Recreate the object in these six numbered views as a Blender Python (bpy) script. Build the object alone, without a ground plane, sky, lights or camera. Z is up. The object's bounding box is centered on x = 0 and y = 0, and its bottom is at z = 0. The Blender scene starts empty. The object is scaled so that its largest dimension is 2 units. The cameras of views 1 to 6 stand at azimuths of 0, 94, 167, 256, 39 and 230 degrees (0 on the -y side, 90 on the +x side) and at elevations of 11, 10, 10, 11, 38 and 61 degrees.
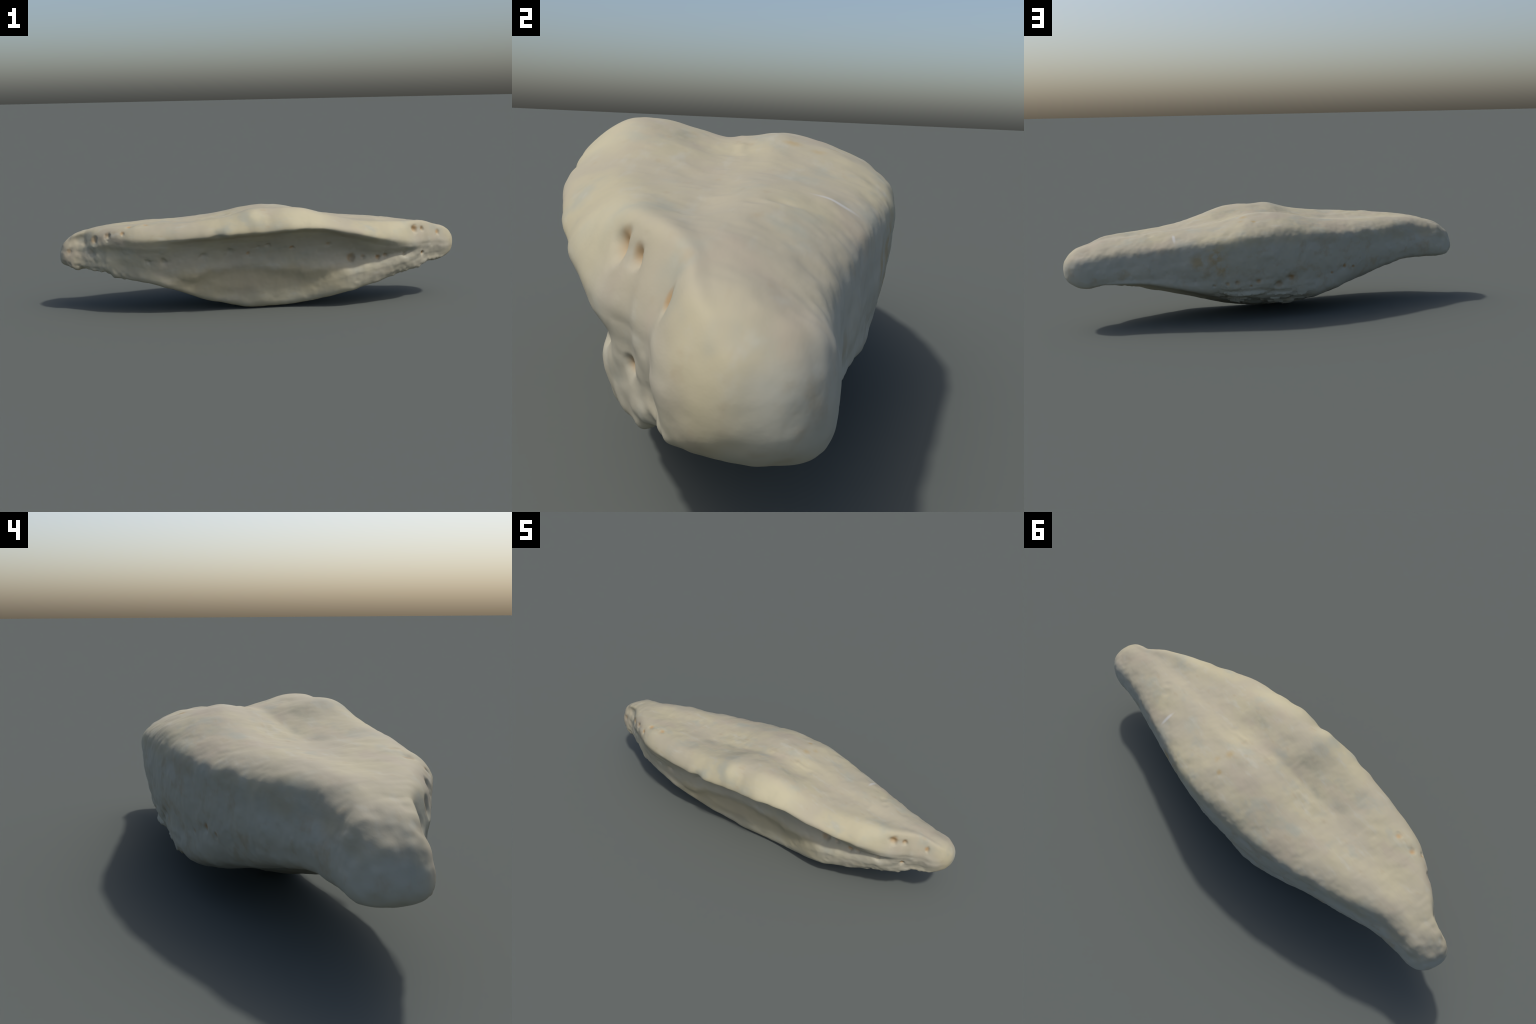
"""A pale weathered bone: a long lens-shaped piece with a saddle-like upper face,
an overhanging front lip above a grooved side, a steep pebbly rear wall,
a keeled underside and two blunt, slightly twisted ends."""
import bpy
import numpy as np

# ---------------------------------------------------------------- rails
# Each rail is one anatomical line running along the bone (x, then y and z).
# Read in order they go once round the cross-section.
RAILS = {
    "lip": [(-.94, -.046, .334), (-.90, -.076, .353), (-.80, -.162, .384), (-.65, -.248, .388), (-.50, -.294, .386), (-.30, -.306, .393),
            (-.10, -.308, .410), (.00, -.292, .415), (.15, -.280, .424), (.30, -.247, .418), (.45, -.213, .387), (.60, -.162, .349),
            (.75, -.074, .328), (.85, -.002, .313), (.92, .068, .298)],
    "front_crest": [(-.94, -.050, .366), (-.90, -.080, .386), (-.80, -.130, .413), (-.65, -.198, .433), (-.50, -.232, .443), (-.33, -.245, .454),
                    (-.20, -.240, .468), (-.12, -.230, .487), (-.05, -.220, .508), (.03, -.208, .507), (.12, -.195, .509), (.22, -.175, .499),
                    (.33, -.152, .468), (.45, -.138, .430), (.60, -.090, .413), (.75, -.038, .402), (.85, .032, .386), (.92, .086, .350)],
    "valley": [(-.94, -.020, .374), (-.85, -.060, .407), (-.65, -.060, .428), (-.50, -.060, .430), (-.35, -.055, .433), (-.20, -.050, .448), (-.10, -.035, .465),
               (.00, -.015, .483), (.10, -.008, .479), (.20, -.005, .459), (.33, .005, .441), (.45, .010, .426), (.60, .025, .415),
               (.75, .040, .404), (.85, .070, .388), (.92, .104, .354)],
    "rear_crest": [(-.94, .000, .370), (-.90, .000, .388), (-.80, .000, .413), (-.65, .036, .428), (-.50, .066, .435), (-.35, .095, .438),
                   (-.20, .120, .457), (-.10, .122, .479), (.00, .115, .492), (.10, .110, .488), (.20, .115, .466), (.30, .120, .447),
                   (.45, .124, .429), (.60, .118, .419), (.75, .110, .398), (.85, .120, .381), (.92, .142, .348)],
    "rear_edge": [(-.94, .024, .345), (-.90, .040, .360), (-.80, .046, .378), (-.65, .105, .390), (-.50, .167, .391), (-.35, .217, .395),
                  (-.20, .255, .409), (.00, .286, .426), (.15, .292, .418), (.30, .284, .397), (.45, .260, .380), (.60, .232, .362),
                  (.75, .204, .348), (.85, .197, .336), (.92, .212, .310)],
    "rear_bulge": [(-.94, .038, .290), (-.90, .052, .300), (-.80, .070, .312), (-.65, .118, .315), (-.50, .174, .318), (-.35, .224, .324),
                   (-.20, .268, .330), (.00, .306, .332), (.15, .312, .327), (.30, .299, .312), (.45, .272, .297), (.60, .242, .287),
                   (.75, .218, .280), (.85, .214, .270), (.92, .220, .256)],
    "rear_wall": [(-.94, .042, .250), (-.90, .055, .252), (-.80, .070, .262), (-.65, .114, .252), (-.50, .165, .235), (-.35, .213, .218),
                  (-.20, .256, .200), (.00, .288, .204), (.15, .289, .208), (.30, .283, .213), (.45, .262, .224), (.60, .238, .231),
                  (.75, .216, .228), (.85, .208, .216), (.92, .208, .204)],
    "rear_base": [(-.94, .024, .214), (-.88, .044, .218), (-.76, .058, .222), (-.58, .110, .194), (-.435, .147, .156), (-.30, .204, .124),
                  (-.14, .250, .100), (.00, .250, .104), (.20, .255, .122), (.35, .257, .147), (.48, .246, .175), (.62, .228, .201),
                  (.75, .208, .206), (.85, .192, .203), (.92, .190, .176)],
    "belly": [(-.94, -.040, .206), (-.80, -.055, .212), (-.60, -.045, .180), (-.40, .000, .126), (-.20, .050, .062), (.00, .080, .042),
              (.20, .085, .064), (.40, .085, .130), (.60, .085, .186), (.80, .096, .206), (.92, .132, .168)],
    "keel": [(-.94, -.084, .224), (-.79, -.158, .212), (-.68, -.190, .184), (-.53, -.206, .156), (-.425, -.202, .122), (-.326, -.170, .080),
             (-.21, -.140, .040), (-.09, -.112, .011), (.02, -.098, .008), (.157, -.092, .014), (.31, -.102, .042), (.42, -.115, .072),
             (.587, -.080, .118), (.70, -.045, .145), (.80, -.012, .172), (.87, .034, .206), (.92, .078, .205)],
    "lower_wall": [(-.94, -.078, .262), (-.80, -.166, .265), (-.65, -.217, .250), (-.50, -.230, .220), (-.35, -.209, .165), (-.20, -.168, .122),
                   (.00, -.134, .110), (.20, -.122, .110), (.35, -.142, .130), (.45, -.136, .162), (.60, -.100, .188), (.75, -.056, .212),
                   (.85, .008, .238), (.92, .074, .236)],
    "groove": [(-.94, -.070, .292), (-.80, -.166, .312), (-.65, -.235, .318), (-.50, -.256, .300), (-.35, -.234, .285), (-.20, -.198, .284),
               (.00, -.160, .292), (.20, -.142, .292), (.35, -.128, .278), (.45, -.102, .262), (.60, -.096, .255), (.75, -.062, .262),
               (.85, .000, .268), (.92, .066, .260)],
    "under_lip": [(-.94, -.060, .316), (-.80, -.172, .348), (-.65, -.247, .350), (-.50, -.280, .344), (-.30, -.266, .360), (.00, -.242, .380),
                  (.20, -.216, .392), (.35, -.184, .374), (.45, -.162, .344), (.60, -.128, .304), (.75, -.078, .296), (.85, -.002, .290),
                  (.92, .066, .276)],
}
NAMES = list(RAILS)
T_CAP = .88                      # where the blunt ends start to close
SADDLE_SLOPE = .10
N_ALONG, N_AROUND = 760, 416     # mesh resolution


def spline(xk, yk, x):
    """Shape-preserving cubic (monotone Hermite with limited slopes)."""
    xk, yk = np.asarray(xk, float), np.asarray(yk, float)
    h, d = np.diff(xk), np.diff(yk) / np.diff(xk)
    m = np.zeros_like(yk)
    m[1:-1] = (d[:-1] * h[1:] + d[1:] * h[:-1]) / (h[:-1] + h[1:])
    m[0], m[-1] = d[0], d[-1]
    i = np.clip(np.searchsorted(xk, x) - 1, 0, len(h) - 1)
    t = np.clip((x - xk[i]) / h[i], 0, 1)
    a, b = yk[i], yk[i + 1]
    return ((2 * t**3 - 3 * t**2 + 1) * a + (t**3 - 2 * t**2 + t) * h[i] * m[i]
            + (3 * t**2 - 2 * t**3) * b + (t**3 - t**2) * h[i] * m[i + 1])


def smooth_rows(a, n):
    for _ in range(n):
        a[1:-1] = .25 * a[:-2] + .5 * a[1:-1] + .25 * a[2:]
    return a


# ---------------------------------------------------------------- noise
def lattice(ix, iy, iz, seed):
    h = (ix * 73856093) ^ (iy * 19349663) ^ (iz * 83492791) ^ (seed * 2654435761)
    h &= 0xFFFFFFFF
    h = ((h ^ (h >> 15)) * 2246822519) & 0xFFFFFFFF
    h = ((h ^ (h >> 13)) * 3266489917) & 0xFFFFFFFF
    return ((h ^ (h >> 16)) & 0xFFFFFF) / 0x800000 - 1.0


def noise(p, scale, seed):
    """Value noise in -1..1 at points p, one lump per 1/scale metres per axis."""
    q = p * np.asarray(scale, float) + 100.0
    i = np.floor(q).astype(np.int64)
    f = q - i
    f = f * f * f * (f * (f * 6 - 15) + 10)
    out = 0
    for dx in (0, 1):
        for dy in (0, 1):
            for dz in (0, 1):
                w = (f[:, 0] if dx else 1 - f[:, 0]) * (f[:, 1] if dy else 1 - f[:, 1]) * (f[:, 2] if dz else 1 - f[:, 2])
                out = out + w * lattice(i[:, 0] + dx, i[:, 1] + dy, i[:, 2] + dz, seed)
    return out


def step(a, b, x):
    t = np.clip((x - a) / (b - a), 0, 1)
    return t * t * (3 - 2 * t)


# ---------------------------------------------------------------- base surface
def base_surface():
    # stations: even along the shaft, bunched in the caps
    n_cap = 60
    shaft = np.linspace(-T_CAP, T_CAP, N_ALONG - 2 * n_cap)
    ang = np.linspace(0, np.pi / 2, n_cap + 1)[1:]
    blunt = 2 / 2.1                 # below 1: flatter than a half circle
    close, reach = np.maximum(np.cos(ang), 1e-3) ** blunt, np.sin(ang) ** blunt
    t = np.concatenate([-T_CAP * np.ones(n_cap), shaft, T_CAP * np.ones(n_cap)])
    shrink = np.concatenate([close[::-1], np.ones(len(shaft)), close])
    push = np.concatenate([-reach[::-1], np.zeros(len(shaft)), reach])
    ctrl = np.zeros((len(t), len(NAMES), 2))
    for k, nm in enumerate(NAMES):
        r = np.array(RAILS[nm])
        ctrl[:, k, 0] = spline(r[:, 0], r[:, 1], t)
        ctrl[:, k, 1] = spline(r[:, 0], r[:, 2], t)
    smooth_rows(ctrl, 60)
    # closed section: uniform cubic through the rails, sampled evenly
    m = len(NAMES)
    u = np.linspace(0, m, N_AROUND, endpoint=False)
    # even out: parameter follows mean chord length of the rails
    chord = np.linalg.norm(np.roll(ctrl, -1, 1) - ctrl, axis=2).mean(0)
    knots = np.concatenate([[0], np.cumsum(np.sqrt(chord * chord.mean()))])
    s = np.linspace(0, knots[-1], N_AROUND, endpoint=False)
    i = np.clip(np.searchsorted(knots, s, side="right") - 1, 0, m - 1)
    h = np.diff(knots)
    f = ((s - knots[i]) / h[i])[None, :, None]
    P = lambda j: ctrl[:, j % m, :]
    hh = lambda j: h[j % m][None, :, None]
    def tangent(j):
        d0 = (P(j) - P(j - 1)) / hh(j - 1)
        d1 = (P(j + 1) - P(j)) / hh(j)
        return (d0 * hh(j) + d1 * hh(j - 1)) / (hh(j) + hh(j - 1))
    m0, m1 = tangent(i) * hh(i), tangent(i + 1) * hh(i)
    sec = ((2 * f**3 - 3 * f**2 + 1) * P(i) + (f**3 - 2 * f**2 + f) * m0 + (3 * f**2 - 2 * f**3) * P(i + 1) + (f**3 - f**2) * m1)
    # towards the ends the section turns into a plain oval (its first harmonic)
    oval = np.fft.fft(sec[:, :, 0] + 1j * sec[:, :, 1], axis=1)
    order = np.abs(np.fft.fftfreq(N_AROUND, 1 / N_AROUND))
    round_off = .15 * step(.78, .88, np.abs(t)) + .85 * np.abs(push) ** 4
    keep = np.where(order[None] <= 1, 1, np.maximum(1 - round_off[:, None] * np.minimum(order[None] / 3, 1), 0) ** np.minimum(order[None] / 4, 4))
    oval = np.fft.ifft(oval * keep, axis=1)
    sec = np.stack([oval.real, oval.imag], -1)
    # caps close towards the middle of the end section
    mid = sec.mean(1, keepdims=True)
    sec = mid + (sec - mid) * shrink[:, None, None]
    sec[:, :, 0] += (.020 * np.maximum(push, 0) ** 2)[:, None]      # the front end hooks towards the rear
    x = np.broadcast_to((t + push * .116)[:, None], sec.shape[:2]).copy()
    zc = mid[:, :, 1]
    end = step(.80, .97, np.abs(x))
    x += np.sign(x) * end * (zc - sec[:, :, 1]) * np.where(x < 0, .36, .03)          # ends lean outwards at the foot
    pts = np.stack([x, sec[:, :, 0], sec[:, :, 1]], -1)
    rail_pos = i + f[0, :, 0]
    body = 1 - step(.1, .9, np.abs(push))        # 0 at the very tips
    return pts, rail_pos, np.repeat(body, N_AROUND)


def normals_of(p):
    du = np.gradient(p, axis=0)
    dv = (np.roll(p, -1, 1) - np.roll(p, 1, 1)) / 2
    n = np.cross(du, dv)
    return n / np.maximum(np.linalg.norm(n, axis=2, keepdims=True), 1e-9)


# ---------------------------------------------------------------- surface relief
# nutrient pits: x, y, z, radius, depth
PITS = {
    "front_end": [(.770, -.040, .372, .019, .020), (.813, -.012, .368, .013, .013), (.904, .040, .340, .013, .006), (.811, -.010, .247, .014, .013),
                  (.712, -.050, .244, .014, .012)],
    "groove": [(.619, -.080, .251, .015, .013), (.583, -.090, .241, .014, .012), (.508, -.100, .244, .014, .009), (.450, -.103, .243, .024, .024),
               (.332, -.140, .325, .014, .008), (.155, -.160, .307, .013, .008), (.037, -.170, .341, .016, .010), (-.010, -.170, .329, .013, .007),
               (-.058, -.170, .287, .011, .006), (-.150, -.170, .323, .018, .010), (-.286, -.185, .302, .018, .011), (-.459, -.205, .279, .020, .013),
               (-.534, -.210, .278, .016, .010)],
    "far_end": [(-.736, -.200, .394, .017, .014), (-.812, -.165, .364, .022, .014), (-.828, -.165, .300, .018, .008), (-.875, -.130, .350, .020, .006),
                (-.942, -.090, .300, .016, .006), (-.656, -.235, .408, .013, .006), (-.624, -.200, .430, .014, .005), (-.545, -.200, .434, .014, .005)],
    "rear": [(-.052, .280, .198, .017, .016), (.009, .280, .168, .018, .016), (.110, .285, .190, .013, .008), (.145, .285, .170, .008, .003),
             (.211, .285, .190, .014, .006), (.257, .285, .186, .011, .004), (.319, .280, .180, .010, .005), (.408, .275, .206, .010, .004),
             (-.335, .215, .226, .012, .008), (-.385, .200, .216, .009, .005), (-.265, .230, .200, .009, .004)],
}


def nearest(pts, c):
    return np.argmin(((pts - np.asarray(c)) ** 2).sum(1))


def relieve(grid, rail_pos, body):
    n1, n2, _ = grid.shape
    nor = normals_of(grid).reshape(-1, 3)
    p = grid.reshape(-1, 3).copy()
    x, y, z = p.T
    rp = np.tile(rail_pos, n1)                       # which rail we are near
    near = lambda k, w: body * np.exp(-(((rp - k + 6.5) % 13 - 6.5) / w) ** 2)
    top = near(2, 1.6)
    rear = near(6, 1.5)
    front = near(11, 1.8)
    base = near(8, 1.3)
    d = np.zeros(len(p))
    # broad unevenness, then lumps, then grain
    d += .0030 * noise(p, (6, 7, 7), 1) + .0020 * noise(p, (14, 15, 15), 2)
    d += top * (.0012 * noise(p, (26, 30, 30), 3) + .0006 * noise(p, (62, 44, 60), 4))
    d += rear * (.0022 * noise(p, (32, 32, 28), 5) + .0010 * noise(p, (75, 75, 60), 6))
    d += front * (.0020 * noise(p, (24, 24, 24), 7) + .0008 * noise(p, (60, 60, 60), 8))
    d += base * (.0020 * noise(p, (26, 26, 26), 9))
    shoulder = near(4, .8)
    d += shoulder * (.0026 * noise(p, (24, 22, 22), 10) + .0009 * noise(p, (58, 52, 50), 25))
    # broken, layered patch along the rear base
    chip = step(-.20, -.10, x) * step(.34, .24, x) * near(7.4, .75)
    layer = noise(p, (9, 22, 60), 11) + .6 * noise(p, (18, 40, 30), 12)
    d += chip * (-.004 + .016 * np.round(layer * 2.2) / 2.2 + .003 * noise(p, (50, 50, 50), 13))
    # ragged front keel towards both ends
    ragged = near(9, .5) * step(.55, .75, np.abs(x))
    # wavy rim
    d += near(12.9, .8) * (.0050 * noise(p, (7, 5, 5), 16) + .0030 * noise(p, (20, 14, 14), 17))
    # saddle line of the upper face: a broken string of small ridges beside a soft furrow
    upper = step(.33, .40, z) * step(-.42, -.2, x) * step(.36, .18, x)
    yl = SADDLE_SLOPE * x + .004 * noise(p, (11, .1, .1), 22)
    d += upper * (.0035 * np.exp(-((y - yl - .012) / .012) ** 2) * step(-.3, .7, noise(p, (24, 40, 1), 23))
                  - .0045 * np.exp(-((y - yl + .028) / .024) ** 2) * step(-.6, .6, noise(p, (9, 9, 1), 24)))
    # groove: scalloped ledge with a shallower trough below it
    inside = step(-.46, -.34, x) * step(.44, .34, x) * near(10.4, 1.4)
    zl = .215 + .018 * noise(p, (9, .1, .1), 18) + .010 * noise(p, (22, .1, .1), 19) - .10 * x ** 2
    d += inside * (.005 * np.exp(-((z - zl) / .026) ** 2) - .008 * np.exp(-((z - zl + .060) / .045) ** 2))
    # lumpy lower border towards the front end
    d += step(.35, .5, x) * near(9.6, .9) * (.0038 * noise(p, (17, 17, 17), 20) + .0014 * noise(p, (44, 44, 44), 21))
    ends = 1 - body + step(.84, .95, np.abs(x)) * body
    d += ends * np.where(x > 0, .5, 1) * (.0042 * noise(p, (17, 17, 17), 26) + .0022 * noise(p, (42, 42, 42), 27))
    d += ragged * (.010 * noise(p, (24, 20, 20), 14) + .005 * noise(p, (60, 50, 50), 15))
    p += nor * d[:, None]

    def dent(c, r, depth, stretch=(1, 1, 1), rough_edge=.3):
        k = nearest(p, c)
        q = (p - p[k]) / (r * np.asarray(stretch, float))
        q2 = (q ** 2).sum(1)
        sel = np.nonzero(q2 < 9)[0]
        rough = 1 + rough_edge * noise(p[sel], (.9 / r, .9 / r, .9 / r), 31)
        w = np.exp(-(q2[sel] * rough) ** 1.2)
        # only the skin that faces the same way is pressed
        w *= np.clip((nor[sel] @ nor[k] + .2) / .6, 0, 1)
        p[sel] -= nor[k] * (depth * w)[:, None]
    # saddle marks and dimples of the upper face
    dent((.035, -.28, .44), .045, .007, (.8, 1.4, 1.5))
    dent((-.025, -.255, .475), .055, -.007, (.8, 1, 1))
    dent((.66, .02, .41), .050, .007, (1.4, .8, 1))
    dent((.60, .13, .42), .020, .004)
    dent((.63, .10, .42), .016, .003)
    dent((-.20, -.32, .39), .030, .008, (1, 1, .8))
    # hollows of the far end
    dent((-.77, -.18, .30), .040, .005, (.5, 1, 1.6))
    dent((-.70, -.20, .31), .060, .007, (1.1, 1, .8))
    dent((-.96, -.09, .23), .030, .010)
    # channel behind the front-end knob, hollow under the front end
    dent((.72, -.06, .262), .032, .010, (1.6, 1, .6))
    dent((.825, -.010, .300), .030, .006, (.55, 1, 2.2))
    rng = np.random.default_rng(7)
    for group in PITS.values():
        for a, b, c, r, depth in group:
            turn = rng.uniform(.75, 1.3, 3)
            dent((a, b, c), r * .78, depth * .72, turn, .6)
            dent((a, b, c - .3 * r), r * 1.8, depth * .22, turn[::-1], .5)      # soft halo
    return p.reshape(n1, n2, 3)


# ---------------------------------------------------------------- material
def bone_material():
    mat = bpy.data.materials.new("weathered_bone")
    mat.use_nodes = True
    nt = mat.node_tree
    nt.nodes.clear()
    N, L = nt.nodes.new, nt.links.new
    out, bsdf = N("ShaderNodeOutputMaterial"), N("ShaderNodeBsdfPrincipled")
    L(bsdf.outputs[0], out.inputs[0])
    co = N("ShaderNodeTexCoord").outputs["Object"]

    def noise_tex(scale, stretch=(1, 1, 1), detail=3, rough=.55, offset=0):
        mp = N("ShaderNodeMapping")
        mp.inputs["Scale"].default_value = stretch
        mp.inputs["Location"].default_value = (offset, offset * .7, offset * .3)
        L(co, mp.inputs["Vector"])
        t = N("ShaderNodeTexNoise")
        t.inputs["Scale"].default_value, t.inputs["Detail"].default_value, t.inputs["Roughness"].default_value = scale, detail, rough
        L(mp.outputs[0], t.inputs["Vector"])
        return t.outputs["Fac"]

    def remap(v, a, b, lo=0, hi=1):
        r = N("ShaderNodeMapRange")
        r.interpolation_type = "SMOOTHSTEP"
        for k, val in zip(("From Min", "From Max", "To Min", "To Max"), (a, b, lo, hi)):
            r.inputs[k].default_value = val
        L(v, r.inputs["Value"])
        return r.outputs["Result"]

    def math(op, a, b):
        m = N("ShaderNodeMath")
        m.operation = op
        for k, v in enumerate((a, b)):
            if isinstance(v, (int, float)):
                m.inputs[k].default_value = v
            else:
                L(v, m.inputs[k])
        return m.outputs[0]

    def mix(fac, a, b):
        m = N("ShaderNodeMix")
        m.data_type = "RGBA"
        if isinstance(fac, (int, float)):
            m.inputs[0].default_value = fac
        else:
            L(fac, m.inputs[0])
        for k, v in ((6, a), (7, b)):
            if isinstance(v, tuple):
                m.inputs[k].default_value = (*v, 1)
            else:
                L(v, m.inputs[k])
        return m.outputs[2]

    def blob(c, r, stretch=(1, 1, 1)):
        """1 at c fading to 0 at distance r."""
        s = N("ShaderNodeVectorMath")
        s.operation = "SUBTRACT"
        L(co, s.inputs[0])
        s.inputs[1].default_value = c
        m = N("ShaderNodeVectorMath")
        m.operation = "DIVIDE"
        L(s.outputs[0], m.inputs[0])
        m.inputs[1].default_value = tuple(r * k for k in stretch)
        ln = N("ShaderNodeVectorMath")
        ln.operation = "LENGTH"
        L(m.outputs[0], ln.inputs[0])
        return remap(ln.outputs["Value"], .15, 1, 1, 0)

    def union(masks):
        acc = masks[0]
        for m in masks[1:]:
            acc = math("MAXIMUM", acc, m)
        return acc

    col = mix(remap(noise_tex(4.5, (.7, 1, 1), 4), .38, .64), COLOURS["bone"], COLOURS["cream"])
    col = mix(remap(noise_tex(7, (.7, 1, 1), 3, offset=3), .52, .74, 0, .60), col, COLOURS["pinkish"])
    col = mix(remap(noise_tex(10, (.8, 1, 1), 3, offset=7), .52, .74, 0, .8), col, COLOURS["greyish"])
    col = mix(remap(noise_tex(26, (.35, 1, 1), 3, offset=11), .55, .78, 0, .55), col, COLOURS["chalk"])
    col = mix(remap(noise_tex(30, (.5, 1, 1), 2, offset=17), .60, .80, 0, .45), col, COLOURS["tan"])
    # paler, slightly bluer tint on the rear wall and inside the groove
    xyz = N("ShaderNodeSeparateXYZ")
    L(co, xyz.inputs[0])
    X, Y, Z = (xyz.outputs[k] for k in "XYZ")
    fray = math("MULTIPLY", math("SUBTRACT", noise_tex(11, (1, 1, 1), 4, offset=37), .5), .10)
    low = math("ADD", math("ADD", Z, math("MULTIPLY", math("MULTIPLY", X, X), .07)), fray)
    behind = remap(math("SUBTRACT", Y, math("MULTIPLY", X, .10)), -.01, .06)
    before = remap(math("SUBTRACT", Y, math("MULTIPLY", X, .10)), -.06, -.01, 1, 0)
    rear = math("MULTIPLY", remap(low, .345, .41, 1, 0), behind)
    inner = math("MULTIPLY", remap(low, .33, .39, 1, 0), before)
    col = mix(math("MULTIPLY", rear, .7), col, COLOURS["pale"])
    col = mix(math("MULTIPLY", inner, .25), col, COLOURS["pale"])
    col = mix(math("MULTIPLY", remap(noise_tex(16, (1, 1, 1), 4, offset=41), .50, .74, 0, .6), rear), col, COLOURS["tan"])
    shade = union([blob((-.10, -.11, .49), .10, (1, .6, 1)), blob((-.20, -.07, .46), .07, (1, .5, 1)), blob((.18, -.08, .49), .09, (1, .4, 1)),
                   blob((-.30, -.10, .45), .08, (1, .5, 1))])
    col = mix(math("MULTIPLY", shade, remap(noise_tex(18, (1, 1, 1), 3, offset=43), .35, .65, .1, .6)), col, COLOURS["dark_greenish_grey"])
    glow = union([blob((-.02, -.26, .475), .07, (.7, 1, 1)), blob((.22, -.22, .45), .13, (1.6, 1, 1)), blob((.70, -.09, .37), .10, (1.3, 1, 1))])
    col = mix(math("MULTIPLY", glow, .7), col, COLOURS["light_cream"])
    # ochre stains
    ragged = remap(noise_tex(28, (1, 1, 1), 3, offset=23), .35, .62)
    stains = union([blob((.31, .285, .325), .075), blob((.285, .285, .262), .055), blob((.39, .27, .30), .06),
                    blob((.15, .12, .49), .03), blob((.17, .17, .48), .028), blob((.11, .20, .47), .02)])
    col = mix(math("MULTIPLY", math("MULTIPLY", stains, ragged), .6), col, COLOURS["ochre"])
    # yellower floor of the groove's dish, with a scalloped upper edge
    edge = math("ADD", xyz.outputs["Z"], math("MULTIPLY", noise_tex(9, (1, 1, .3), 2, offset=31), .10))
    dish = math("MULTIPLY", remap(edge, .24, .285, 1, 0), remap(edge, .10, .19))
    dish = math("MULTIPLY", dish, math("MULTIPLY", remap(xyz.outputs["X"], -.50, -.36), remap(xyz.outputs["X"], .36, .48, 1, 0)))
    dish = math("MULTIPLY", dish, remap(xyz.outputs["Y"], -.08, -.05, 1, 0))
    col = mix(math("MULTIPLY", dish, .55), col, COLOURS["olive"])
    # pit floors hold brown dirt
    pits = union([blob((a, b - .3 * dpt * (1 if b > .2 else -1), c + .004), r * 1.3) for g in PITS.values() for a, b, c, r, dpt in g])
    col = mix(math("MULTIPLY", pits, remap(noise_tex(14, (1, 1, 1), 2, offset=47), .35, .65, .45, .9)), col, COLOURS["dirt"])
    # pale scratches
    scratch = union([blob((.492, .205, .411), .05, (.22, 1, 1))])
    col = mix(math("MULTIPLY", scratch, .7), col, COLOURS["scratch"])
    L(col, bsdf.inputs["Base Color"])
    bsdf.inputs["Roughness"].default_value = .72
    bsdf.inputs["Specular IOR Level"].default_value = .25
    bump = N("ShaderNodeBump")
    bump.inputs["Strength"].default_value = .12
    bump.inputs["Distance"].default_value = .004
    h = math("ADD", noise_tex(55, (.35, 1, 1), 3, offset=5), math("MULTIPLY", noise_tex(120, (.6, 1, 1), 2, offset=9), .3))
    L(h, bump.inputs["Height"])
    L(bump.outputs[0], bsdf.inputs["Normal"])
    return mat


COLOURS = {
    "bone": (0.343, 0.312, 0.231), "cream": (0.376, 0.341, 0.231), "pinkish": (0.343, 0.295, 0.228), "greyish": (0.303, 0.304, 0.243),
    "chalk": (0.376, 0.366, 0.301), "tan": (0.324, 0.268, 0.173), "ochre": (.340, .235, .085), "dirt": (.350, .215, .090), "olive": (.310, .270, .165), "pale": (.392, .394, .342), "dark_greenish_grey": (.240, .238, .180), "light_cream": (.430, .395, .270), "scratch": (.47, .47, .45),
}


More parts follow.
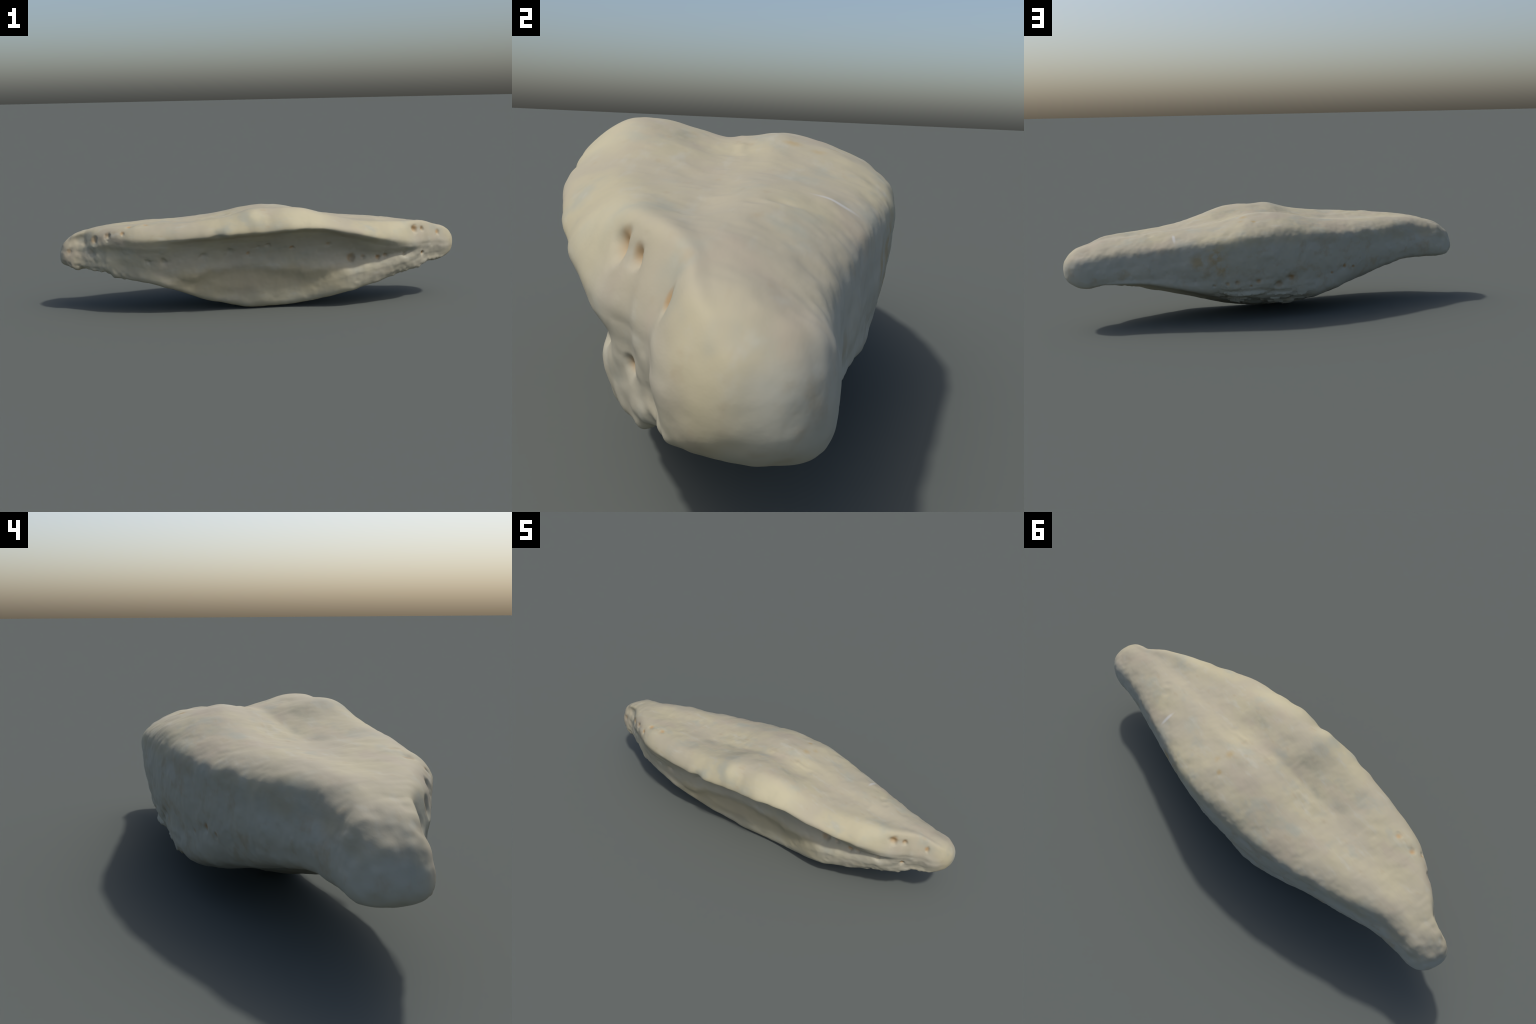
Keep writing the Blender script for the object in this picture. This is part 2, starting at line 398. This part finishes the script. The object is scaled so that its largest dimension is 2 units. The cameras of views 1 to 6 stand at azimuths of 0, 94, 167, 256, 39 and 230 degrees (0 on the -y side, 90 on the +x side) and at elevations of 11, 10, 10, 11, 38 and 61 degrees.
# ---------------------------------------------------------------- build
def build():
    grid, rail_pos, body = base_surface()
    grid = relieve(grid, rail_pos, body)
    n1, n2, _ = grid.shape
    verts = grid.reshape(-1, 3)
    verts = np.concatenate([verts, [grid[0].mean(0)], [grid[-1].mean(0)]])
    # frame: centred in plan, resting on the ground, two metres long
    lo, hi = verts.min(0), verts.max(0)
    verts[:, 0] = (verts[:, 0] - (lo[0] + hi[0]) / 2) * 2 / (hi[0] - lo[0])
    verts[:, 1] -= (lo[1] + hi[1]) / 2
    verts[:, 2] -= lo[2]
    i, j = np.meshgrid(np.arange(n1 - 1), np.arange(n2), indexing="ij")
    jn = (j + 1) % n2
    quads = np.stack([i * n2 + j, (i + 1) * n2 + j, (i + 1) * n2 + jn, i * n2 + jn], -1).reshape(-1, 4)
    r = np.arange(n2)
    a, b = n1 * n2, n1 * n2 + 1
    cap0 = np.stack([np.full(n2, a), r, (r + 1) % n2], -1)
    cap1 = np.stack([np.full(n2, b), (n1 - 1) * n2 + (r + 1) % n2, (n1 - 1) * n2 + r], -1)

    # area-weighted normals of the whole body, shared by the parts
    vn = np.zeros_like(verts)
    fn = np.cross(verts[quads[:, 2]] - verts[quads[:, 0]], verts[quads[:, 3]] - verts[quads[:, 1]])
    for k in range(4):
        np.add.at(vn, quads[:, k], fn)
    for cap in (cap0, cap1):
        cn = np.cross(verts[cap[:, 1]] - verts[cap[:, 0]], verts[cap[:, 2]] - verts[cap[:, 0]])
        for k in range(3):
            np.add.at(vn, cap[:, k], cn)
    vn /= np.maximum(np.linalg.norm(vn, axis=1, keepdims=True), 1e-12)

    # regions of the bone by rail and by station
    fx = verts[quads, 0].mean(1)
    fr = np.tile((rail_pos + .5 * 13 / n2) % 13, n1 - 1)
    wobble = .25 * np.sin(fx * 9) + .15 * np.sin(fx * 23 + 1)
    region = np.full(len(quads), 0)
    region[(fr > 4.4 + .3 * wobble) & (fr <= 7.4)] = 1
    region[(fr > 7.4) & (fr <= 9.2)] = 2
    region[(fr > 9.2) & (fr <= 12.4)] = 3
    region[fx < -.90] = 4
    region[fx > .92] = 5
    kinds = ["upper_face", "rear_wall", "underside", "grooved_side", "end_knob", "end_knob"]

    root = bpy.data.objects.new("bone", None)
    root.empty_display_size = .3
    root["label"] = "long pale weathered bone with grooved side and blunt ends"
    root["category"] = "bone"
    bpy.context.scene.collection.objects.link(root)
    mat = bone_material()
    for k, kind in enumerate(kinds):
        faces = quads[region == k].tolist()
        if k == 4:
            faces += cap0.tolist()
        if k == 5:
            faces += cap1.tolist()
        used = np.unique(np.concatenate([np.ravel(f) for f in faces]))
        renum = np.full(len(verts), -1)
        renum[used] = np.arange(len(used))
        me = bpy.data.meshes.new(kind)
        me.from_pydata(verts[used].tolist(), [], [[int(renum[v]) for v in f] for f in faces])
        me.polygons.foreach_set("use_smooth", np.ones(len(me.polygons), bool))
        me.materials.append(mat)
        me.update()
        me.normals_split_custom_set_from_vertices(vn[used].tolist())
        ob = bpy.data.objects.new(kind, me)
        ob.parent = root
        bpy.context.scene.collection.objects.link(ob)


build()
